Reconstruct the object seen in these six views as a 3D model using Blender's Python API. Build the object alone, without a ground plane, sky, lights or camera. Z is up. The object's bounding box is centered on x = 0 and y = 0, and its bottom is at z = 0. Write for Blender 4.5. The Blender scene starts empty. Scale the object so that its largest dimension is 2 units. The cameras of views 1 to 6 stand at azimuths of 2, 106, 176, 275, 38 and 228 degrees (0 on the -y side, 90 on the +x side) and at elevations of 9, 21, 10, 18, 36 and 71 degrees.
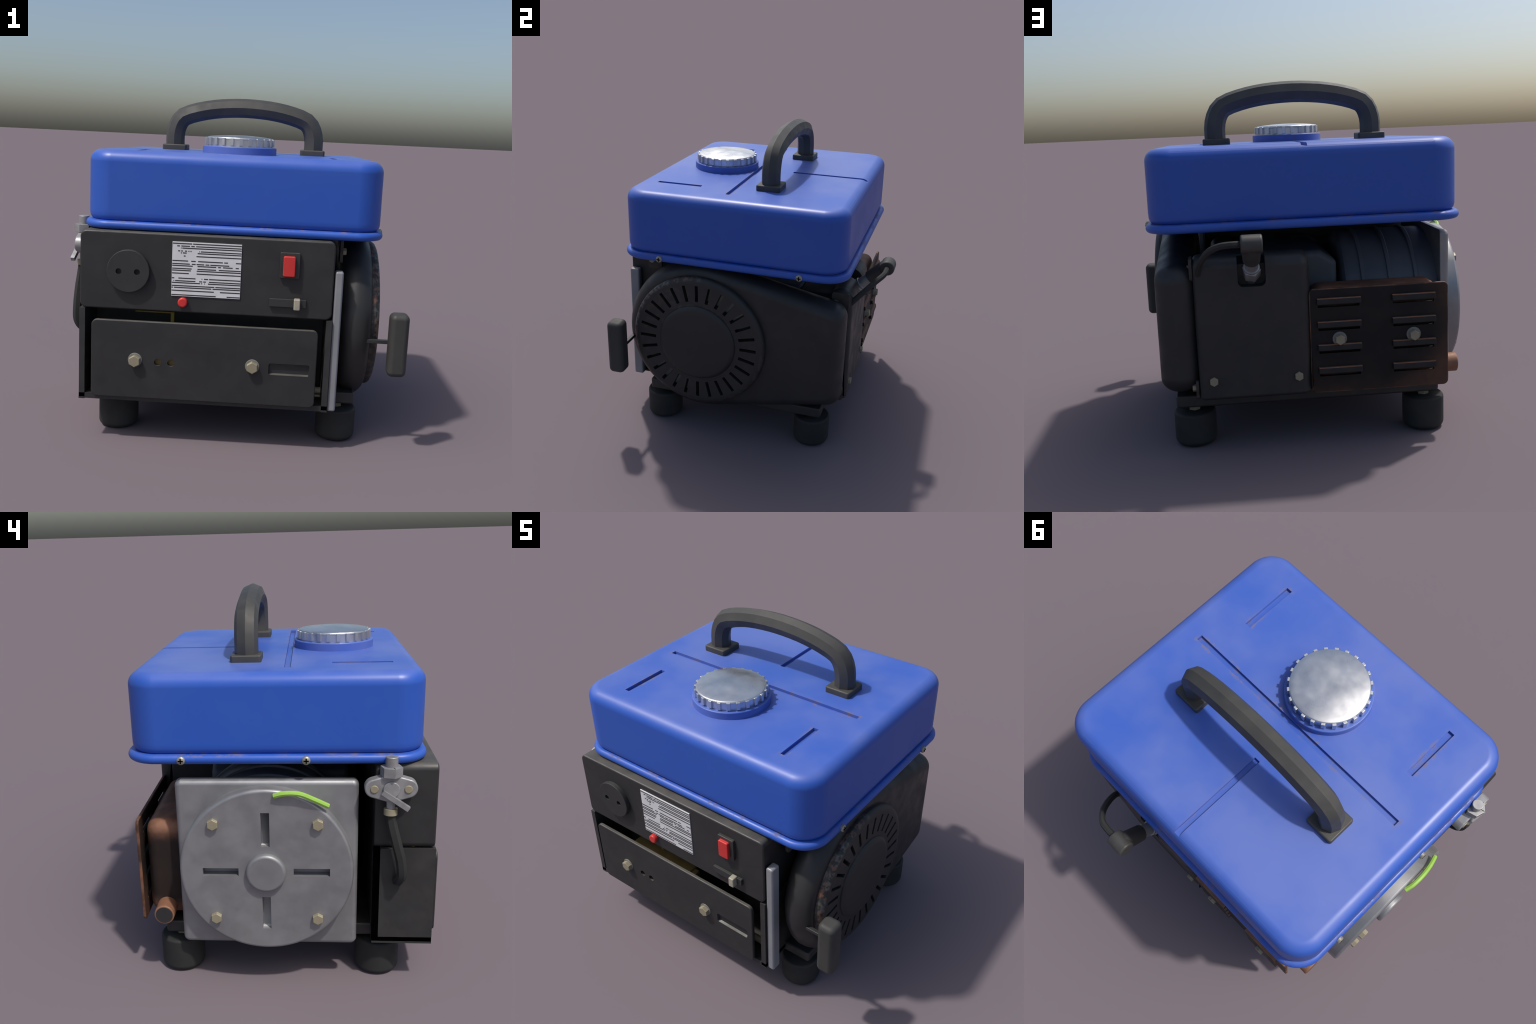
# Portable petrol generator: blue fuel tank on a black engine/alternator body.
import bpy, bmesh, math
from mathutils import Vector, Matrix

TAU = 2 * math.pi

# ------------------------------------------------------------------ materials
def nodes_for(name):
    m = bpy.data.materials.new(name)
    m.use_nodes = True
    nt = m.node_tree
    bsdf = nt.nodes["Principled BSDF"]
    return m, nt, bsdf


class G:
    """Small helper to write node maths tersely."""
    def __init__(self, nt):
        self.nt = nt
        self.tc = nt.nodes.new("ShaderNodeTexCoord")

    @property
    def co(self):
        return self.tc.outputs["Object"]

    def put(self, sock, v):
        if isinstance(v, (int, float)):
            sock.default_value = v
        elif isinstance(v, (tuple, list)):
            sock.default_value = (*v, 1.0) if len(v) == 3 and len(sock.default_value) == 4 else v
        else:
            self.nt.links.new(v, sock)

    def math(self, op, a, b=0.0, clamp=False):
        n = self.nt.nodes.new("ShaderNodeMath")
        n.operation = op
        n.use_clamp = clamp
        self.put(n.inputs[0], a)
        self.put(n.inputs[1], b)
        return n.outputs[0]

    def noise(self, scale, detail=4.0, rough=0.55, stretch=(1, 1, 1), offset=(0, 0, 0)):
        mp = self.nt.nodes.new("ShaderNodeMapping")
        mp.inputs["Scale"].default_value = stretch
        mp.inputs["Location"].default_value = offset
        self.nt.links.new(self.co, mp.inputs["Vector"])
        n = self.nt.nodes.new("ShaderNodeTexNoise")
        n.inputs["Scale"].default_value = scale
        n.inputs["Detail"].default_value = detail
        n.inputs["Roughness"].default_value = rough
        self.nt.links.new(mp.outputs[0], n.inputs["Vector"])
        return n.outputs["Fac"]

    def step(self, v, lo, hi, a=0.0, b=1.0):
        n = self.nt.nodes.new("ShaderNodeMapRange")
        n.interpolation_type = 'SMOOTHSTEP'
        self.put(n.inputs["Value"], v)
        for k, x in (("From Min", lo), ("From Max", hi), ("To Min", a), ("To Max", b)):
            n.inputs[k].default_value = x
        return n.outputs[0]

    def mix(self, f, a, b):
        n = self.nt.nodes.new("ShaderNodeMix")
        n.data_type = 'RGBA'
        self.put(n.inputs[0], f)
        self.put(n.inputs[6], a)
        self.put(n.inputs[7], b)
        return n.outputs[2]

    def xyz(self):
        n = self.nt.nodes.new("ShaderNodeSeparateXYZ")
        self.nt.links.new(self.co, n.inputs[0])
        return n.outputs[0], n.outputs[1], n.outputs[2]

    def slab(self, v, c, h):
        """signed distance of coordinate v to the interval c +- h"""
        return self.math('SUBTRACT', self.math('ABSOLUTE', self.math('SUBTRACT', v, c)), h)

    def ring(self, a, b, ca, cb, r):
        """absolute distance to a circle in two coordinates"""
        da = self.math('SUBTRACT', a, ca)
        db = self.math('SUBTRACT', b, cb)
        d = self.math('SQRT', self.math('ADD', self.math('MULTIPLY', da, da), self.math('MULTIPLY', db, db)))
        return self.math('ABSOLUTE', self.math('SUBTRACT', d, r))

    def bump(self, bsdf, h, strength, dist=0.002):
        n = self.nt.nodes.new("ShaderNodeBump")
        n.inputs["Strength"].default_value = strength
        n.inputs["Distance"].default_value = dist
        self.nt.links.new(h, n.inputs["Height"])
        self.nt.links.new(n.outputs[0], bsdf.inputs["Normal"])


def worn(name, col, col2, rough, metal=0.0, scale=5.0, grain=0.05, spec=0.5, rvar=0.1, blotch=(0.35, 0.7), top_tint=0.0):
    """Base colour with a soft second tone in noise blotches and a fine grain."""
    m, nt, b = nodes_for(name)
    g = G(nt)
    n1 = g.noise(scale, 5)
    c = g.mix(g.step(n1, *blotch), col, col2)
    if top_tint:                                  # warm grey tint on upward faces, broken up by noise
        geo = nt.nodes.new("ShaderNodeNewGeometry")
        up = nt.nodes.new("ShaderNodeSeparateXYZ")
        nt.links.new(geo.outputs["Normal"], up.inputs[0])
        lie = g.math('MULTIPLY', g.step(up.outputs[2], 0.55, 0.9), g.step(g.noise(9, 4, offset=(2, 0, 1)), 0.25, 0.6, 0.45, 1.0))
        c = g.mix(g.math('MULTIPLY', lie, top_tint), c, (0.085, 0.079, 0.068))
    g.put(b.inputs["Base Color"], c)
    g.put(b.inputs["Roughness"], g.step(g.noise(scale * 1.7, 4, offset=(3, 1, 7)), 0.3, 0.7, rough - rvar, rough + rvar))
    b.inputs["Metallic"].default_value = metal
    b.inputs["Specular IOR Level"].default_value = spec
    if grain:
        g.bump(b, g.noise(220, 2), grain, 0.001)
    return m


SLOTS = [(-0.0405, -0.123, 0.6765, 0.016), (0.514, -0.491, 0.016, 0.149),
         (-0.597, -0.491, 0.016, 0.149), (-0.043, 0.42, 0.016, 0.30)]


def blue_paint():
    m, nt, b = nodes_for("blue_enamel")
    g = G(nt)
    x, y, z = g.xyz()
    soft = g.noise(2.6, 3)
    base = g.mix(g.step(soft, 0.35, 0.68), (0.019, 0.086, 0.43), (0.024, 0.090, 0.425))
    # paler tone mixed in as soft clouds on the flat top
    top_tint = g.math('MULTIPLY', g.step(g.noise(2.1, 4, 0.5, offset=(5, 2, 0)), 0.30, 0.70, 0.25, 1.0), g.step(z, 1.615, 1.650))
    base = g.mix(g.math('MULTIPLY', top_tint, 0.42), base, (0.20, 0.23, 0.44))
    # rust creeping from the pressed slots, the filler ring and the flange seam
    near = None
    for cx, cy, hx, hy in SLOTS:
        d = g.math('MAXIMUM', g.slab(x, cx, hx), g.slab(y, cy, hy))
        k = g.step(d, 0.004, 0.020, 1.0, 0.0)
        k = g.math('MULTIPLY', k, g.step(d, -0.012, -0.004, 0.35, 1.0))
        near = k if near is None else g.math('MAXIMUM', near, k)
    ringd = g.step(g.ring(x, y, -0.041, -0.366, 0.226), 0.0, 0.018, 0.55, 0.0)
    near = g.math('MULTIPLY', g.math('MAXIMUM', near, ringd), g.step(z, 1.60, 1.63))
    seam = g.math('MULTIPLY', g.step(g.slab(z, 1.262, 0.004), 0.0, 0.012, 0.85, 0.0), 1.0)
    near = g.math('MAXIMUM', near, seam)
    patch = g.step(g.noise(5.5, 4, 0.6, offset=(1.3, 4.1, 0.2)), 0.50, 0.60)
    fine = g.step(g.noise(34, 5, 0.7), 0.42, 0.60)
    rust = g.math('MULTIPLY', near, g.math('MULTIPLY', patch, fine))
    col = g.mix(g.math('MULTIPLY', rust, 0.65), base, (0.19, 0.125, 0.075))
    # pale rubbed halo around the same places
    halo = g.math('MULTIPLY', g.math('MULTIPLY', near, 0.30), g.step(g.noise(9, 3), 0.40, 0.65))
    col = g.mix(halo, col, (0.10, 0.13, 0.36))
    g.put(b.inputs["Base Color"], col)
    r = g.step(soft, 0.3, 0.7, 0.38, 0.46)
    g.put(b.inputs["Roughness"], g.math('ADD', r, g.math('MULTIPLY', rust, 0.4), True))
    b.inputs["Specular IOR Level"].default_value = 0.5
    return m


def recoil_black():
    """black enamel, rubbed down to rusty metal along the rim and the grille"""
    m, nt, b = nodes_for("recoil_enamel")
    g = G(nt)
    x, y, z = g.xyz()
    base = g.mix(g.step(g.noise(4, 4), 0.35, 0.7), BLACK, BLACK2)
    rim = g.step(g.ring(y, z, -0.26, 0.70, 0.436), 0.004, 0.022, 1.0, 0.0)
    hub = g.step(g.ring(y, z, -0.26, 0.70, 0.262), 0.0, 0.016, 0.55, 0.0)
    gr = g.step(g.ring(y, z, -0.26, 0.70, 0.335), 0.05, 0.075, 0.16, 0.0)
    near = g.math('MAXIMUM', g.math('MAXIMUM', rim, hub), gr)
    patch = g.step(g.noise(3.2, 3, offset=(0.3, 0.9, 0.1)), 0.47, 0.58)
    side = g.step(y, -0.1, -0.62)            # the front edge gets knocked most
    fine = g.step(g.noise(30, 5, 0.7), 0.46, 0.58)
    w = g.math('MULTIPLY', near, g.math('MULTIPLY', fine, g.math('MULTIPLY', g.math('ADD', g.math('MULTIPLY', side, patch), g.math('MULTIPLY', patch, 0.3), True), 0.7)))
    tone = g.mix(g.step(g.noise(14, 3), 0.4, 0.6), (0.20, 0.085, 0.045), (0.15, 0.14, 0.125))
    g.put(b.inputs["Base Color"], g.mix(w, base, tone))
    g.put(b.inputs["Roughness"], 0.55)
    g.bump(b, g.noise(220, 2), 0.05, 0.001)
    return m


def heat_brown(name, dark_centre):
    """heat-tinted exhaust steel: rust brown, sooty black in the middle of the shield"""
    m, nt, b = nodes_for(name)
    g = G(nt)
    x, y, z = g.xyz()
    n = g.noise(3.0, 5)
    rust = g.mix(g.step(g.noise(11, 5), 0.35, 0.65), (0.17, 0.080, 0.048), (0.25, 0.12, 0.070))
    soot = g.mix(g.step(g.noise(6, 4), 0.4, 0.7), (0.010, 0.0095, 0.010), (0.015, 0.013, 0.0125))
    if dark_centre:
        dx = g.math('DIVIDE', g.math('SUBTRACT', x, -0.30), 0.46)
        dz = g.math('DIVIDE', g.math('SUBTRACT', z, 0.68), 0.36)
        d = g.math('SQRT', g.math('ADD', g.math('MULTIPLY', dx, dx), g.math('MULTIPLY', dz, dz)))
        d = g.math('ADD', d, g.math('MULTIPLY', g.math('SUBTRACT', n, 0.5), 0.5))
        f = g.math('MULTIPLY', g.step(d, 0.80, 1.45, 0.0, 0.42), g.step(g.math('ADD', x, z), 0.62, -0.10, 0.35, 1.0))
        edge = g.math('MAXIMUM', g.slab(x, -0.412, 0.378), g.slab(z, 0.5925, 0.2895))
        worn_edge = g.math('MULTIPLY', g.step(edge, -0.0075, -0.003), g.step(g.noise(13, 4), 0.35, 0.6, 0.3, 0.85))
        f = g.math('MAXIMUM', f, worn_edge)
    else:
        d = g.math('ADD', g.slab(z, 0.60, 0.10), g.math('MULTIPLY', g.math('SUBTRACT', n, 0.5), 0.35))
        f = g.step(d, 0.02, 0.20, 0.06, 1.0)
    g.put(b.inputs["Base Color"], g.mix(f, soot, rust))
    g.put(b.inputs["Roughness"], 0.6)
    b.inputs["Specular IOR Level"].default_value = 0.3
    b.inputs["Metallic"].default_value = 0.1
    g.bump(b, g.noise(160, 3), 0.08, 0.001)
    return m


BLACK = (0.019, 0.019, 0.0195)
BLACK2 = (0.024, 0.0235, 0.023)
M = {}


def make_materials():
    M["blue"] = blue_paint()
    M["recoil"] = recoil_black()
    M["black"] = worn("black_enamel", BLACK, BLACK2, 0.55)
    M["panel"] = worn("black_panel_enamel", BLACK, BLACK2, 0.55, top_tint=0.8)
    M["housing"] = worn("black_shroud", BLACK, BLACK2, 0.50)
    M["frame"] = worn("black_frame_steel", (0.024, 0.024, 0.0245), (0.032, 0.031, 0.029), 0.55, scale=8)
    M["dead_black"] = worn("dead_black_patch", (0.0005, 0.0005, 0.0005), (0.001, 0.001, 0.001), 0.95, grain=0, spec=0.0, rvar=0.02)  # near-black for added overlap patches and screw crosses, nothing hollow
    M["socket"] = worn("black_socket_plastic", (0.022, 0.022, 0.023), (0.026, 0.026, 0.026), 0.6)
    M["handle"] = worn("black_rubbery_plastic", (0.042, 0.041, 0.038), (0.055, 0.053, 0.047), 0.55, scale=7)
    M["rubber"] = worn("black_rubber", (0.024, 0.025, 0.025), (0.033, 0.033, 0.031), 0.72, spec=0.3)
    M["grip"] = worn("grip_rubber", (0.042, 0.042, 0.040), (0.052, 0.051, 0.047), 0.6, spec=0.35)
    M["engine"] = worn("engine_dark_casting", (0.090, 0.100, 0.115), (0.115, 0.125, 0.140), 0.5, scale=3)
    M["alu"] = worn("cast_aluminium", (0.255, 0.257, 0.265), (0.31, 0.312, 0.32), 0.46, metal=0.6, scale=6, rvar=0.10)
    M["cap"] = worn("polished_cap_steel", (0.56, 0.57, 0.575), (0.74, 0.74, 0.73), 0.33, metal=0.95, scale=4.5, rvar=0.07, grain=0)
    M["valve"] = worn("valve_zinc", (0.34, 0.34, 0.345), (0.26, 0.26, 0.26), 0.45, metal=0.45, scale=14)
    M["silver"] = worn("grey_lacquered_bar", (0.215, 0.22, 0.235), (0.24, 0.245, 0.26), 0.42, scale=5)
    M["bolt"] = worn("zinc_passivated_bolt", (0.245, 0.215, 0.145), (0.285, 0.255, 0.175), 0.5, metal=0.05, scale=20)
    M["washer"] = worn("steel_washer", (0.17, 0.172, 0.155), (0.22, 0.215, 0.195), 0.5, metal=0.15, scale=20)
    M["screw"] = worn("screw_steel", (0.30, 0.285, 0.23), (0.36, 0.34, 0.28), 0.42, metal=0.5, scale=25)
    M["brass"] = worn("brass_passivated", (0.20, 0.145, 0.050), (0.25, 0.185, 0.075), 0.5, metal=0.2, scale=8)
    M["yellow"] = worn("yellow_chromate_steel", (0.24, 0.17, 0.022), (0.30, 0.215, 0.035), 0.5, scale=12)
    M["red"] = worn("red_plastic", (0.52, 0.028, 0.026), (0.58, 0.040, 0.036), 0.42, scale=6)
    M["cream"] = worn("beige_knob_plastic", (0.30, 0.28, 0.215), (0.35, 0.325, 0.255), 0.4, scale=20)
    M["paper"] = worn("white_label", (0.60, 0.60, 0.61), (0.66, 0.66, 0.67), 0.55, scale=12, grain=0)
    M["ink"] = worn("black_print", (0.022, 0.022, 0.022), (0.028, 0.028, 0.028), 0.6, grain=0)
    M["green"] = worn("green_wire_sleeve", (0.26, 0.47, 0.07), (0.29, 0.50, 0.08), 0.45, scale=10)
    M["shield"] = heat_brown("heat_shield_steel", True)
    M["muffler"] = heat_brown("muffler_steel", False)
    M["soot"] = worn("sooty_steel", (0.010, 0.0095, 0.010), (0.016, 0.0135, 0.0125), 0.55, metal=0.1, scale=9)
    M["rust"] = worn("rusty_steel", (0.22, 0.105, 0.060), (0.30, 0.145, 0.085), 0.55, metal=0.1, scale=12)
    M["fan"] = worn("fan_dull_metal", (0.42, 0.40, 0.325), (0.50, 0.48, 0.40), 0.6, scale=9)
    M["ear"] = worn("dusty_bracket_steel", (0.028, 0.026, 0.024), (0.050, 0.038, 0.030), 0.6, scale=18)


# ------------------------------------------------------------------ geometry
ROOT = None


def new_object(name, bm, mat, parent=None, angle=32, smooth=True):
    bmesh.ops.recalc_face_normals(bm, faces=bm.faces)
    me = bpy.data.meshes.new(name)
    bm.to_mesh(me)
    bm.free()
    for p in me.polygons:
        p.use_smooth = smooth
    me.materials.append(M[mat])
    ob = bpy.data.objects.new(name, me)
    bpy.context.collection.objects.link(ob)
    if smooth:
        me.set_sharp_from_angle(angle=math.radians(angle))
        ob.modifiers.new("weighted", 'WEIGHTED_NORMAL').keep_sharp = True
    if parent is not False:
        ob.parent = parent or ROOT
    return ob


def bake(ob):
    """apply the modifiers of an object"""
    bpy.context.view_layer.update()
    dg = bpy.context.evaluated_depsgraph_get()
    me = bpy.data.meshes.new_from_object(ob.evaluated_get(dg))
    old = ob.data
    ob.modifiers.clear()
    ob.data = me
    nm = old.name
    bpy.data.meshes.remove(old)
    me.name = nm
    return ob


def cut(ob, cutters, angle=32):
    ob.modifiers.clear()
    for c in cutters:
        md = ob.modifiers.new("cut", 'BOOLEAN')
        md.operation = 'DIFFERENCE'
        md.solver = 'EXACT'
        md.object = c
    bake(ob)
    for c in cutters:
        bpy.data.objects.remove(c)
    me = ob.data
    for p in me.polygons:
        p.use_smooth = True
    me.set_sharp_from_angle(angle=math.radians(angle))
    ob.modifiers.new("weighted", 'WEIGHTED_NORMAL').keep_sharp = True
    return ob


def to3(axis, a, b, d):
    return {'x': (d, a, b), 'y': (a, d, b), 'z': (a, b, d)}[axis]


def outline(circles, inset, n):
    """convex outline wrapped round a few circles (a, b, r), moved inwards by inset"""
    pts = []
    for i in range(n):
        t = TAU * (i + 0.5) / n
        c, s = math.cos(t), math.sin(t)
        a, b, r = max(circles, key=lambda k: k[0] * c + k[1] * s + k[2])
        q = max(r - inset, 0.0006)
        k = inset - (r - q)            # what the radius could not take
        # corner sharper than the inset: shift the corner itself inwards
        sa = k * (1 if c > 0 else -1)
        sb = k * (1 if s > 0 else -1)
        pts.append((a + q * c - sa, b + q * s - sb))
    return pts


def loft(name, axis, circles, profile, mat, n=48, parent=None, angle=32, shift=(0, 0, 0)):
    bm = bmesh.new()
    rings = []
    for inset, d, *own in profile:              # a ring may bring its own circles
        rings.append([bm.verts.new(Vector(to3(axis, a, b, d)) + Vector(shift)) for a, b in outline(own[0] if own else circles, inset, n)])
    for r0, r1 in zip(rings, rings[1:]):
        for i in range(n):
            j = (i + 1) % n
            bm.faces.new((r0[i], r0[j], r1[j], r1[i]))
    bm.faces.new(rings[0])
    bm.faces.new(rings[-1])
    return new_object(name, bm, mat, parent, angle)


def rounded(a0, a1, b0, b1, r):
    return [(a0 + r, b0 + r, r), (a1 - r, b0 + r, r), (a1 - r, b1 - r, r), (a0 + r, b1 - r, r)]


def fillets(d0, d1, r0, r1, seg=5):
    """(inset, depth) profile from d0 to d1 with round edges of radius r0 and r1"""
    s = 1 if d1 > d0 else -1
    p = []
    if r0 > 0:
        for i in range(seg + 1):
            t = math.pi / 2 * i / seg
            p.append((r0 * (1 - math.sin(t)), d0 + s * r0 * (1 - math.cos(t))))
    else:
        p.append((0, d0))
    if r1 > 0:
        for i in range(seg + 1):
            t = math.pi / 2 * i / seg
            p.append((r1 * (1 - math.cos(t)), d1 - s * r1 * (1 - math.sin(t))))
    else:
        p.append((0, d1))
    return p


def box(name, x, y, z, mat, r=0.006, parent=None, corner=None, axis='z', seg=3):
    """box with rounded edges; corner = radius of the outline seen along axis"""
    lim = {'x': x, 'y': y, 'z': z}
    d = lim.pop(axis)
    (a, b) = lim.values()
    cr = corner if corner is not None else max(r, 0.001)
    n = 32 if cr > 0.004 else 16
    return loft(name, axis, rounded(*a, *b, cr), fillets(*d, r, r, seg), mat, n, parent)


def plain_box(x, y, z):
    bm = bmesh.new()
    bmesh.ops.create_cube(bm, size=1)
    for v in bm.verts:
        v.co = ((x[0] + x[1]) / 2 + v.co.x * (x[1] - x[0]),
                (y[0] + y[1]) / 2 + v.co.y * (y[1] - y[0]),
                (z[0] + z[1]) / 2 + v.co.z * (z[1] - z[0]))
    return bm


def sharp_box(name, x, y, z, mat, parent=None):
    return new_object(name, plain_box(x, y, z), mat, parent)


def disc(name, axis, ca, cb, r, d0, d1, mat, r0=0.0, r1=0.004, n=48, parent=None, seg=4):
    return loft(name, axis, [(ca, cb, r)], fillets(d0, d1, r0, r1, seg), mat, n, parent)


def cutter_box(x, y, z):
    return new_object("cutter", plain_box(x, y, z), "black", False)


def cutter_disc(axis, ca, cb, r, d0, d1, n=24):
    return loft("cutter", axis, [(ca, cb, r)], [(0, d0), (0, d1)], "black", n, False)


def tube(name, path, r, mat, sides=12, parent=None, phase=0.0, smooth=True, up=(0, 0, 1), angle=32):
    """round or faceted rod along a path; r may be a list, one radius per point"""
    P = [Vector(p) for p in path]
    R = r if isinstance(r, (list, tuple)) else [r] * len(P)
    bm = bmesh.new()
    rings = []
    side = None
    for i, p in enumerate(P):
        t = (P[min(i + 1, len(P) - 1)] - P[max(i - 1, 0)]).normalized()
        if side is None:
            side = t.cross(Vector(up))
            if side.length < 1e-3:
                side = t.cross(Vector((1, 0, 0)))
        side = (side - t * side.dot(t)).normalized()
        other = t.cross(side)
        rings.append([bm.verts.new(p + R[i] * (math.cos(a) * side + math.sin(a) * other))
                      for a in (phase + TAU * k / sides for k in range(sides))])
    for r0, r1 in zip(rings, rings[1:]):
        for i in range(sides):
            j = (i + 1) % sides
            bm.faces.new((r0[i], r0[j], r1[j], r1[i]))
    bm.faces.new(rings[0])
    bm.faces.new(rings[-1])
    return new_object(name, bm, mat, parent, angle, smooth)


def curve_points(ctrl, per=8):
    """Catmull-Rom through control points"""
    C = [Vector(c) for c in ctrl]
    C = [C[0] * 2 - C[1]] + C + [C[-1] * 2 - C[-2]]
    out = []
    for i in range(1, len(C) - 2):
        a, b, c, d = C[i - 1:i + 3]
        for k in range(per):
            t = k / per
            out.append(0.5 * (2 * b + (c - a) * t + (2 * a - 5 * b + 4 * c - d) * t * t + (3 * b - a - 3 * c + d) * t ** 3))
    out.append(C[-2])
    return out


def repeat(src, places, parent):
    """further copies of src (mesh shared); places are 4x4 matrices"""
    out = [src]
    src.matrix_local = places[0]
    src.parent = parent
    for mtx in places[1:]:
        o = src.copy()
        bpy.context.collection.objects.link(o)
        o.parent = parent
        o.matrix_local = mtx
        out.append(o)
    return out


# axis frames for bolts modelled with their head along local +z
FACE = {'+x': Matrix.Rotation(math.pi / 2, 4, 'Y'), '-x': Matrix.Rotation(-math.pi / 2, 4, 'Y'),
        '+y': Matrix.Rotation(-math.pi / 2, 4, 'X'), '-y': Matrix.Rotation(math.pi / 2, 4, 'X'),
        '+z': Matrix.Identity(4)}


def at(p, face, spin=0.0):
    return Matrix.Translation(p) @ FACE[face] @ Matrix.Rotation(spin, 4, 'Z')


def hex_head(name, r, h, mat, parent=None):
    """hexagonal head standing on z = 0, with a chamfered crown"""
    bm = bmesh.new()
    rings = []
    for rr, z in ((r, -0.006), (r, h * 0.88), (r * 0.90, h)):
        rings.append([bm.verts.new((rr * math.cos(TAU * k / 6), rr * math.sin(TAU * k / 6), z)) for k in range(6)])
    for a, b in zip(rings, rings[1:]):
        for i in range(6):
            bm.faces.new((a[i], a[(i + 1) % 6], b[(i + 1) % 6], b[i]))
    bm.faces.new(rings[0])
    bm.faces.new(rings[-1])
    return new_object(name, bm, mat, parent, 20)


# ------------------------------------------------------------------ the parts
def fuel_tank():
    X0, X1, Y0, Y1 = -0.870, 0.7925, -0.782, 0.6585
    ZT = 1.652
    prof = [(0.10, 1.232), (0.022, 1.258), (0.012, 1.266), (0.005, 1.276), (0.001, 1.290), (0.0, 1.312)]
    prof += fillets(1.312, ZT, 0.0, 0.066, 9)[1:]
    tank = loft("fuel_tank", 'z', rounded(X0, X1, Y0, Y1, 0.150), prof, "blue", 96)
    cutters = [cutter_box((cx - hx, cx + hx), (cy - hy, cy + hy), (ZT - 0.017, ZT + 0.05)) for cx, cy, hx, hy in SLOTS]
    cut(tank, cutters)
    for p in tank.data.polygons:
        c, nrm = p.center, p.normal
        in_slot = any(abs(c.x - cx) < hx + 1e-3 and abs(c.y - cy) < hy + 1e-3 for cx, cy, hx, hy in SLOTS)
        if in_slot and c.z < ZT - 1e-3 and c.z > ZT - 0.02:
            p.use_smooth = False
    lip = [(0.06, 1.213)] + [(0.022 * (1 - math.sin(math.pi * k / 8)) - 0.0, 1.2365 - 0.0235 * math.cos(math.pi * k / 8)) for k in range(9)] + [(0.07, 1.262)]
    loft("tank_flange", 'z', rounded(-0.889, 0.810, -0.800, 0.682, 0.160), lip, "blue", 96, tank)
    # cross-head screws through the flange
    sc = loft("flange_screw", 'z', [(0, 0, 0.0205)], [(0, -0.008), (0, 0.004), (0.003, 0.008), (0.008, 0.0105), (0.014, 0.0115)], "screw", 24)
    for a in (0, 1):
        s = 0.0125, 0.0030
        c = sharp_box("screw_cross_bar", (-s[a], s[a]), (-s[1 - a], s[1 - a]), (0.004, 0.0122 + 0.0003 * a), "dead_black", sc)  # black bars laid on the head, standing in for a cut cross
    spots = [((0.812, -0.515, 1.236), '+x'), ((0.812, 0.392, 1.236), '+x'),
             ((-0.892, 0.391, 1.237), '-x'), ((-0.892, -0.213, 1.236), '-x')]
    kids = list(sc.children)
    first = True
    for p, f in spots:
        if first:
            sc.parent = tank
            sc.matrix_local = at(p, f)
            first = False
            continue
        o = sc.copy()
        bpy.context.collection.objects.link(o)
        o.parent = tank
        o.matrix_local = at(p, f)
        for k in kids:
            q = k.copy()
            bpy.context.collection.objects.link(q)
            q.parent = o
    # filler neck and cap
    disc("filler_neck", 'z', -0.041, -0.366, 0.221, 1.640, 1.695, "blue", 0, 0.006, 72, tank)
    return tank


def fuel_cap():
    cx, cy = -0.041, -0.366
    prof = [(0.002, 1.685), (0.002, 1.735), (0.0, 1.737), (0.0, 1.742), (0.0025, 1.7465), (0.007, 1.7495)]
    for k in range(1, 9):                       # shallow dome
        t = k / 8
        prof.append((0.007 + 0.170 * t, 1.7495 + 0.0125 * (1 - (1 - t) ** 2)))
    cap = loft("fuel_cap", 'z', [(cx, cy, 0.1975)], prof, "cap", 96)
    t = box("grip_tooth", (0.188, 0.2070), (-0.0100, 0.0100), (1.701, 1.7445), "cap", 0.0015, cap)
    repeat(t, [Matrix.Translation((cx, cy, 0)) @ Matrix.Rotation(TAU * (k + 0.35) / 24, 4, 'Z') for k in range(24)], cap)


def carry_handle():
    cx, cy = -0.041, 0.091
    half = [(0.458, 1.672), (0.459, 1.745), (0.445, 1.812), (0.405, 1.868), (0.310, 1.903), (0.205, 1.925), (0.105, 1.936), (0.0, 1.940)]
    path = [(cx - a, cy, z) for a, z in half] + [(cx + a, cy, z) for a, z in half[-2::-1]]
    path = curve_points(path, 2)
    h = tube("carry_handle", path, 0.0615, "handle", 8, None, 0.0, True, (0, 1, 0), 28)
    for s in (-1, 1):
        box("handle_foot", (cx + s * 0.453 - 0.079, cx + s * 0.453 + 0.079), (cy - 0.079, cy + 0.079), (1.646, 1.688), "handle", 0.008, h, 0.014)


LABEL_ROWS = [
    (.030, (0, .28, .295, 1)), (.075, (.065, .105, .125, .25, .27, .32, .34, 1)), (.112, (.12, .13, .14, 1)),
    (.165, (.08, .11, .125, .15, .18, .21, .23, .245, .26, .275, .385, .395, .41, 1)),
    (.200, (.12, .135, .15, .205, .365, 1)), (.255, (.165, .19, .35, 1)),
    (.345, (0, .23, .275, .34, .375, .735, .755, .81, .925, 1)),
    (.400, (0, .255, .285, .34, .355, .465, .485, .54, .555, .83)),
    (.435, (0, .30, .37, .64, .67, .71, .74, .88, .925, .97)), (.487, (0, .285, .37, .64, .68, 1)),
    (.522, (0, .275, .36, 1)), (.575, (0, .245, .36, 1)),
    (.665, (0, .035, .095, .345, .435, .445, .47, .53, .545, 1)),
    (.715, (.025, .035, .05, .345, .40, .445, .46, .50, .545, 1)),
    (.750, (0, .415, .43, .445, .475, .485, .53, 1)), (.805, (0, .625, .64, 1)),
    (.840, (0, .02, .035, .58, .60, 1)), (.895, (0, .62, .71, 1)), (.975, (0, .65, .81, 1))]


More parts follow.
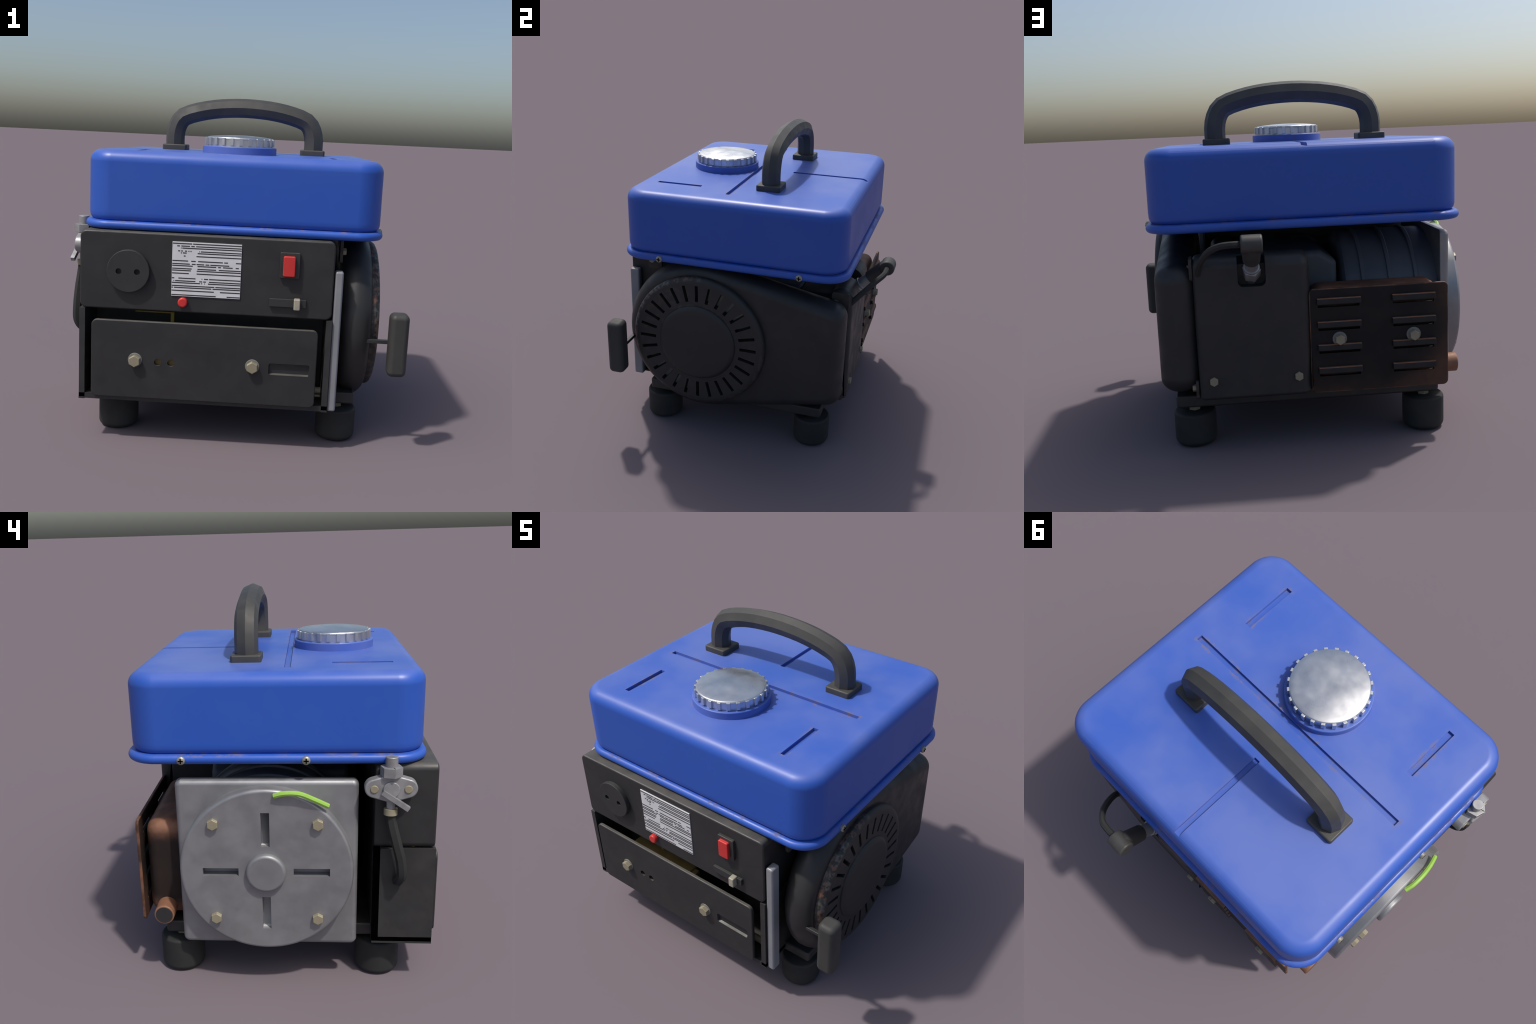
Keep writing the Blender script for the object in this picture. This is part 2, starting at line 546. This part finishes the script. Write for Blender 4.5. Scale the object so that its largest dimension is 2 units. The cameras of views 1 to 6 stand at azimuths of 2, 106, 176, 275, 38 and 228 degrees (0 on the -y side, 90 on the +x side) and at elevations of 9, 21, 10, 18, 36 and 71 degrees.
def control_panel():
    F = -0.845
    panel = loft("control_panel", 'y', rounded(-0.872, 0.537, 0.772, 1.210, 0.036), fillets(-0.545, F, 0.012, 0.010, 5), "panel", 48)
    box("slider_rail", (0.187, 0.390), (F - 0.016, F + 0.01), (0.838, 0.882), "socket", 0.002, panel)
    # two-pin socket
    o = disc("power_outlet", 'y', -0.598, 0.995, 0.119, F + 0.01, F - 0.028, "socket", 0, 0.004, 64, panel)
    cut(o, [cutter_disc('y', x, 0.993, 0.0165, F - 0.05, F - 0.008) for x in (-0.650, -0.548)])
    # rating plate with printed lines
    L = box("rating_label", (-0.359, 0.0235), (F - 0.005, F + 0.003), (0.8665, 1.171), "paper", 0.0004, panel)
    bm = bmesh.new()
    for v, seg in LABEL_ROWS:
        z = 1.171 - v * 0.3045
        for a, b in zip(seg[::2], seg[1::2]):
            s = plain_box((-0.3575 + a * 0.3795, -0.3575 + b * 0.3795), (F - 0.0057, F - 0.004), (z - 0.0028, z + 0.0028))
            me = bpy.data.meshes.new("tmp")
            s.to_mesh(me)
            s.free()
            bm.from_mesh(me)
            bpy.data.meshes.remove(me)
    p = new_object("printed_lines", bm, "ink", L)
    p["kind"] = "stuff"
    # rocker switch
    bz = box("switch_bezel", (0.236, 0.346), (F - 0.018, F + 0.01), (0.999, 1.143), "frame", 0.004, panel, 0.008, 'y')
    rk = loft("switch_rocker", 'y', rounded(0.254, 0.320, 1.012, 1.124, 0.009), fillets(F - 0.01, F - 0.037, 0, 0.005), "red", 32, bz)
    # reset button and frequency slider
    disc("reset_button", 'y', -0.293, 0.833, 0.027, F + 0.01, F - 0.026, "red", 0, 0.009, 32, panel)
    box("slider_knob", (0.322, 0.357), (F - 0.047, F - 0.005), (0.828, 0.890), "cream", 0.006, panel, 0.007, 'y')


def front_frame():
    """open steel tray under the control panel, closed by the cover plate"""
    x0, x1, y0, y1, z0, z1, t = -0.873, 0.541, -0.848, -0.545, 0.242, 0.770, 0.032
    fr = sharp_box("front_frame", (x0 + t, x1 - t), (y0, y1 - t), (z0, z0 + t), "frame")
    for a, b in ((x0, x0 + t), (x1 - t, x1)):
        sharp_box("frame_side", (a, b), (y0 - 0.0012, y1 - t), (z0 + t, z1), "frame", fr)
        sharp_box("frame_overlap_black", (a - 0.0006, b + 0.0006), (y0 - 0.0006, y1 - t + 0.001), (z0 + 0.008, z0 + t), "dead_black", fr)  # added black piece copying an overlapping-face flaw, no real joint
        sharp_box("frame_foot", (a - 0.0012, b + 0.0012), (y0 - 0.0012, y1), (z0 - 0.003, z0 + 0.008), "frame", fr)
        sharp_box("frame_rear_overlap_black", (a, b), (y1 - t, y1), (z0 + 0.008, z1), "dead_black", fr)  # added black strip for the same face-overlap flaw, not a joint
    sharp_box("frame_back", (x0 + t, x1 - t), (y1 - t, y1), (z0, z1), "frame", fr)
    # cover plate
    F = -0.874
    pl = loft("front_cover_plate", 'y', rounded(-0.799, 0.467, 0.268, 0.716, 0.034), fillets(F + 0.022, F, 0.003, 0.007, 4), "panel", 48)
    rec = loft("cutter", 'y', rounded(0.201, 0.429, 0.450, 0.516, 0.012), [(0, F - 0.02), (0, F + 0.002), (0.006, F + 0.0145)], "black", 32, False)
    cut(pl, [rec] + [cutter_disc('y', x, 0.485, 0.0205, F - 0.05, F + 0.05, 20) for x in (-0.421, -0.346)])
    for x in (-0.421, -0.346):
        disc("cover_stud", 'y', x, 0.485, 0.030, F + 0.06, F + 0.026, "brass", 0, 0.006, 20, pl)
    for x in (-0.549, 0.110):
        disc("cover_washer", 'y', x, 0.493, 0.040, F + 0.005, F - 0.003, "washer", 0, 0.002, 24, pl)
    repeat(hex_head("cover_bolt", 0.034, 0.026, "bolt"), [at((x, F - 0.002, 0.490), '-y', math.pi / 6 + s) for x, s in ((-0.549, 0.0), (0.110, 0.05))], pl)
    # things glimpsed behind the plate
    box("carburettor_body", (-0.575, -0.085), (-0.805, -0.715), (0.38, 0.617), "brass", 0.012)
    box("carburettor_cover", (-0.09, -0.05), (-0.79, -0.73), (0.40, 0.608), "brass", 0.008)
    box("fuel_bracket", (-0.375, -0.355), (-0.735, -0.715), (0.30, 0.744), "yellow", 0.002)
    box("fuel_bracket_arm", (-0.58, -0.3745), (-0.734, -0.716), (0.735, 0.743), "yellow", 0.002)
    tube("choke_rod", [(0.30, -0.76, 0.335), (0.505, -0.76, 0.335)], 0.020, "bolt", 12)
    # grey upright bar at the corner
    box("corner_bar", (0.5425, 0.590), (-0.838, -0.772), (0.240, 1.046), "silver", 0.012, None, 0.013, 'z', 3)


def recoil_housing():
    C = (-0.261, 0.697)
    shape = [(*C, 0.521), (0.574, 0.436, 0.100), (0.577, 0.947, 0.100)]
    # behind its rim the round part draws in, the rear corners less so
    prof = [(0.0, x, [(*C, 0.521 - k)] + [(a, b, r - 0.5 * k) for a, b, r in shape[1:]]) for k, x in ((0.085, 0.575), (0.058, 0.588), (0.028, 0.612), (0.009, 0.640), (0.0, 0.672))]
    for k in range(1, 10):
        t = math.pi / 2 * k / 9
        prof.append((0.080 * (1 - math.cos(t)), 0.675 + 0.103 * math.sin(t)))
    hs = loft("recoil_housing", 'x', shape, prof, "housing", 128)
    cut(hs, [cutter_disc('x', *C, 0.405, 0.69, 0.80, 64)])
    # raised starter grille with radial slots and a domed middle
    gp = [(0.0, 0.776), (0.0, 0.798), (0.003, 0.808), (0.010, 0.817), (0.022, 0.823), (0.045, 0.825)]
    gr = loft("starter_grille", 'x', [(*C, 0.447)], gp, "recoil", 96, hs)
    loft("cooling_fan_disc", 'x', [(*C, 0.41)], [(0, 0.735), (0, 0.766)], "fan", 64, hs)
    cs = []
    for k in range(28):
        a = TAU * k / 28
        bm = plain_box((0.75, 0.86), (0.287, 0.397), (-0.0105, 0.0105))
        for v in bm.verts:
            y, z = v.co.y, v.co.z
            v.co.y = C[0] + y * math.cos(a) - z * math.sin(a)
            v.co.z = C[1] + y * math.sin(a) + z * math.cos(a)
        me = bpy.data.meshes.new("tmp")
        bm.to_mesh(me)
        bm.free()
        cs.append(me)
    allb = bmesh.new()
    for me in cs:
        allb.from_mesh(me)
        bpy.data.meshes.remove(me)
    cut(gr, [new_object("cutter", allb, "black", False)])
    loft("grille_hub", 'x', [(*C, 0.258)], [(0, 0.80), (0, 0.827), (0.004, 0.835), (0.016, 0.844), (0.03, 0.847), (0.1, 0.850)], "recoil", 72, hs)
    # mounting ears with bolts
    for (y0, y1, z0, z1, by, bz) in ((0.555, 0.668, 0.96, 1.078, 0.582, 1.010), (0.575, 0.665, 0.31, 0.415, 0.632, 0.368), (-0.70, -0.60, 1.07, 1.215, -0.665, 1.135)):
        ear = loft("mounting_ear", 'x', rounded(y0, y1, z0, z1, 0.018), fillets(0.572, 0.590, 0.003, 0.003, 2), "ear", 24)
        h = hex_head("ear_bolt", 0.021, 0.020, "bolt", ear)
        h.matrix_local = at((0.590, by, bz), '+x', 0.2)
    # pull cord and grip
    gp = box("pull_grip", (0.868, 0.976), (-0.830, -0.722), (0.456, 0.817), "grip", 0.030, None, 0.034, 'z', 6)
    bx = box("pull_rod", (0.735, 0.885), (-0.753, -0.729), (0.629, 0.651), "frame", 0.003, gp)


def rear_cover():
    F = 0.685
    # section across the machine: deep round at the top front edge, tight at the bottom
    section = [(0.612, 0.335, 0.02), (F - 0.022, 0.327, 0.022), (F - 0.075, 1.018, 0.075), (0.612, 1.066, 0.02)]
    rc = loft("cylinder_cover", 'x', section, fillets(-0.040, 0.573, 0.052, 0.034, 7), "black", 96)
    notch = loft("cutter", 'y', rounded(0.190, 0.338, 0.918, 1.30, 0.03), [(0, 0.50), (0, 0.75)], "black", 32, False)
    cut(rc, [notch])
    repeat(hex_head("cover_bolt", 0.0245, 0.018, "bolt"), [at((x, F - 0.001, 0.414), '+y', s) for x, s in ((0.491, 0.52), (0.035, 0.55))], rc)
    # spark plug leaning out of the notch
    base, tip = Vector((0.262, 0.585, 0.935)), Vector((0.262, 0.852, 1.169))
    ax = (tip - base).normalized()
    p = lambda k: base + ax * k
    plug = tube("spark_plug", [p(0), p(0.055), p(0.056), p(0.118), p(0.124), p(0.125), p(0.135), p(0.25)],
                [0.034, 0.034, 0.050, 0.050, 0.044, 0.036, 0.034, 0.030], "valve", 6, None, 0.3, True, (1, 0, 0))
    tube("plug_collar", [p(0.120), p(0.126), p(0.136), p(0.138), p(0.225)], [0.040, 0.043, 0.043, 0.036, 0.036], "valve", 20, plug, 0, True, (1, 0, 0))
    boot = tube("plug_boot", [p(0.205), p(0.208), p(0.355)], [0.043, 0.046, 0.051], "handle", 24, plug, 0, True, (1, 0, 0))
    disc("boot_elbow", 'x', 0.853, 1.170, 0.048, 0.207, 0.317, "handle", 0.010, 0.010, 32, plug)
    tube("ignition_cable", curve_points([(0.31, 0.853, 1.170), (0.36, 0.855, 1.171), (0.42, 0.846, 1.164), (0.475, 0.806, 1.136),
                                         (0.515, 0.752, 1.085), (0.540, 0.700, 1.030), (0.541, 0.668, 0.990), (0.535, 0.655, 0.97)], 5),
         0.0180, "rubber", 8, plug)


def engine():
    # casting with chamfered top edges, seen in the gap under the tank
    loft("engine_block", 'y', [(-0.206, 0.33, 0.035), (0.455, 0.33, 0.035), (0.440, 0.978, 0.055), (-0.125, 0.978, 0.055), (-0.200, 0.945, 0.040)], fillets(-0.45, 0.340, 0.03, 0.035, 5), "engine", 64)
    box("cylinder_head", (-0.048, 0.55), (0.335, 0.61), (0.30, 1.030), "black", 0.01, None, 0.04, 'y', 3)
    box("interior_filler", (0.02, 0.585), (-0.40, 0.33), (0.285, 0.93), "engine", 0.03, None, 0.05, 'x', 4)  # unseen filler block, added to keep the interior dark


def alternator():
    cy, cz, R = -0.012, 0.672, 0.422
    prof = [(0.25, -0.262), (0.06, -0.264), (0.026, -0.272), (0.008, -0.287), (0, -0.312), (0, -0.84)]
    dr = loft("alternator_drum", 'x', [(cy, cz, R)], prof, "engine", 96)
    for x in (-0.386, -0.542, -0.695):
        loft("drum_rib", 'x', [(cy, cz, R + 0.012)], [(0.02, x - 0.013), (0.002, x - 0.011), (0, x - 0.008), (0, x + 0.008), (0.002, x + 0.011), (0.02, x + 0.013)], "engine", 96, dr)
    # square end bracket and bolted round cover
    cy, cz = -0.012, 0.673
    pl = loft("end_bracket", 'x', rounded(-0.468, 0.437, 0.224, 1.128, 0.032), fillets(-0.815, -0.870, 0.006, 0.026, 6), "alu", 48)
    cv = loft("end_cover", 'x', [(cy, cz, 0.433)], [(0, -0.85), (0, -0.928), (0.003, -0.936), (0.009, -0.941), (0.017, -0.943)], "alu", 128)
    cutters = []
    for a, b in ((0, 1), (1, 0), (0, -1), (-1, 0)):
        hy, hz = (0.0212, 0.0895) if b else (0.0895, 0.0212)
        y, z = cy + 0.2265 * a, cz + 0.2265 * b - 0.002
        cutters.append(cutter_box((-1.0, -0.888), (y - hy, y + hy), (z - hz, z + hz)))
    cut(cv, cutters)
    disc("cover_boss", 'x', cy, cz, 0.0995, -0.93, -0.972, "alu", 0, 0.016, 64, cv)
    repeat(hex_head("end_bolt", 0.0290, 0.024, "bolt"),
           [at((-0.942, cy + a * 0.2560, cz + 0.002 + b * 0.2555), '-x', s) for a, b, s in ((1, 1, 0.0), (-1, 1, 0.05), (1, -1, -0.05), (-1, -1, 0.0))], cv)
    tube("earth_wire", curve_points([(-0.950, -0.058, 1.077), (-0.961, -0.110, 1.093), (-0.962, -0.180, 1.091), (-0.955, -0.25, 1.060), (-0.940, -0.318, 1.022)], 6),
         0.0135, "green", 8, cv)


def muffler():
    mf = loft("muffler", 'y', rounded(-0.772, -0.045, 0.325, 0.870, 0.075), fillets(0.40, 0.626, 0.05, 0.062, 6), "muffler", 48)
    ex = disc("exhaust_outlet", 'x', 0.532, 0.384, 0.053, -0.74, -0.874, "rust", 0, 0.006, 32, mf)
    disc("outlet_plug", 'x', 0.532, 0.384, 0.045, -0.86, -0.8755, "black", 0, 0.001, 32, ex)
    F = 0.668
    sh = loft("heat_shield", 'y', rounded(-0.790, -0.034, 0.303, 0.882, 0.028), fillets(F - 0.017, F, 0.004, 0.006, 3), "shield", 48)
    cs, lips = [], []
    for x0, x1 in ((-0.313, -0.075), (-0.719, -0.481)):
        for z in (0.830, 0.7025, 0.5755, 0.4475):
            cs.append(cutter_box((x0 + 0.008, x1 - 0.006), (0.60, 0.72), (z - 0.052, z - 0.022)))
            lips.append((x0, x1, z))
    cut(sh, cs)
    lip = None
    for x0, x1, z in lips:
        if lip is None:
            lip = loft("louvre_lip", 'x', [(-0.006, -0.006, 0.003), (-0.006, -0.031, 0.002), (0.013, -0.008, 0.005), (0.015, -0.029, 0.005)],
                       [(0.002, 0.0), (0, 0.003), (0, 0.235), (0.002, 0.238)], "soot", 24, sh)
            lip.location = (x0, F, z)
            edge = box("lip_edge", (0.001, 0.237), (-0.006, 0.016), (-0.0045, 0.0), "rust", 0.002, lip)
        else:
            o = lip.copy()
            bpy.context.collection.objects.link(o)
            o.parent = sh
            o.location = (x0, F, z)
            q = edge.copy()
            bpy.context.collection.objects.link(q)
            q.parent = o
    for x in (-0.193, -0.597):
        disc("shield_washer", 'y', x, 0.603, 0.039, F - 0.005, F + 0.007, "washer", 0, 0.002, 28, sh)
        disc("shield_spacer", 'y', x, 0.603, 0.018, 0.60, F - 0.005, "washer", 0, 0, 16, sh)
    repeat(hex_head("shield_bolt", 0.0285, 0.030, "bolt"), [at((x, F + 0.006, 0.602), '+y', s) for x, s in ((-0.193, 0.50), (-0.597, 0.54))], sh)


def fuel_valve():
    cy, cz, X = -0.614, 1.107, -0.914
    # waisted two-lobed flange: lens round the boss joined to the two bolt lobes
    body = loft("fuel_valve", 'x', [(cy, cz, 0.069), (cy + 0.078, cz, 0.047), (cy - 0.078, cz, 0.047)], fillets(X + 0.03, X - 0.022, 0.004, 0.008, 4), "valve", 64)
    disc("valve_boss", 'x', cy, cz - 0.002, 0.040, X - 0.02, X - 0.034, "valve", 0, 0.004, 32, body)
    for s in (-1, 1):
        disc("valve_rivet", 'x', cy + s * 0.080, cz - 0.001, 0.0195, X - 0.018, X - 0.0275, "bolt", 0, 0.004, 20, body)
    tube("valve_lever", [(-0.945, -0.572, 1.096), (-0.957, -0.696, 1.014)], 0.0165, "valve", 4, body, math.pi / 4, True)
    disc("valve_inlet", 'z', X, cy, 0.030, 1.18, 1.262, "valve", 0, 0.004, 24, body)
    loft("inlet_nut", 'z', [(X + 0.052 * math.cos(TAU * k / 6 + 0.25), cy + 0.052 * math.sin(TAU * k / 6 + 0.25), 0.0015) for k in range(6)],
         fillets(1.166, 1.214, 0.003, 0.003, 2), "valve", 24, body)
    tube("valve_spigot", [(X, cy, 1.07), (X - 0.004, cy - 0.002, 0.985)], 0.021, "valve", 16, body)
    tube("hose_clamp", [(X - 0.006, cy - 0.001, 1.004), (X - 0.008, cy - 0.001, 0.974)], 0.033, "bolt", 24, body)
    tube("fuel_hose", curve_points([(X - 0.004, cy, 1.000), (X - 0.010, cy - 0.008, 0.93), (X - 0.018, cy - 0.030, 0.84), (X - 0.020, cy - 0.056, 0.74),
                                    (X - 0.016, cy - 0.064, 0.66), (X + 0.012, cy - 0.055, 0.612), (X + 0.06, cy - 0.048, 0.59)], 5),
         0.0255, "rubber", 6, body, 0, True, (0, 0, 1), 50)


def base():
    tr = loft("base_tray", 'z', rounded(-0.772, 0.712, -0.655, 0.548, 0.02), fillets(0.221, 0.292, 0.014, 0.010, 4), "frame", 48)
    ft = loft("rubber_foot", 'z', [(0, 0, 0.1175)], fillets(0.0, 0.190, 0.034, 0.014, 6), "rubber", 48)
    feet = [Matrix.Translation((x, y, 0)) for x in (-0.698, 0.615) for y in (-0.588, 0.474)]
    repeat(ft, feet, tr)
    st = disc("foot_stud", 'z', 0, 0, 0.034, 0.17, 0.225, "bolt", 0, 0, 6)
    repeat(st, feet, tr)


def build():
    global ROOT
    make_materials()
    ROOT = bpy.data.objects.new("portable_generator", None)
    bpy.context.collection.objects.link(ROOT)
    ROOT["label"] = "small black portable generator with blue fuel tank and handle"
    ROOT["category"] = "portable generator"
    fuel_tank()
    fuel_cap()
    carry_handle()
    control_panel()
    front_frame()
    recoil_housing()
    rear_cover()
    engine()
    alternator()
    muffler()
    fuel_valve()
    base()
    # keep the tree at thing > part > sub-part: lift deeper pieces one level
    bpy.context.view_layer.update()
    for o in [o for o in bpy.data.objects if o.parent and o.parent.parent and o.parent.parent.parent]:
        keep = o.matrix_world.copy()
        o.parent = o.parent.parent
        o.matrix_parent_inverse = Matrix.Identity(4)
        o.matrix_local = o.parent.matrix_world.inverted() @ keep


build()
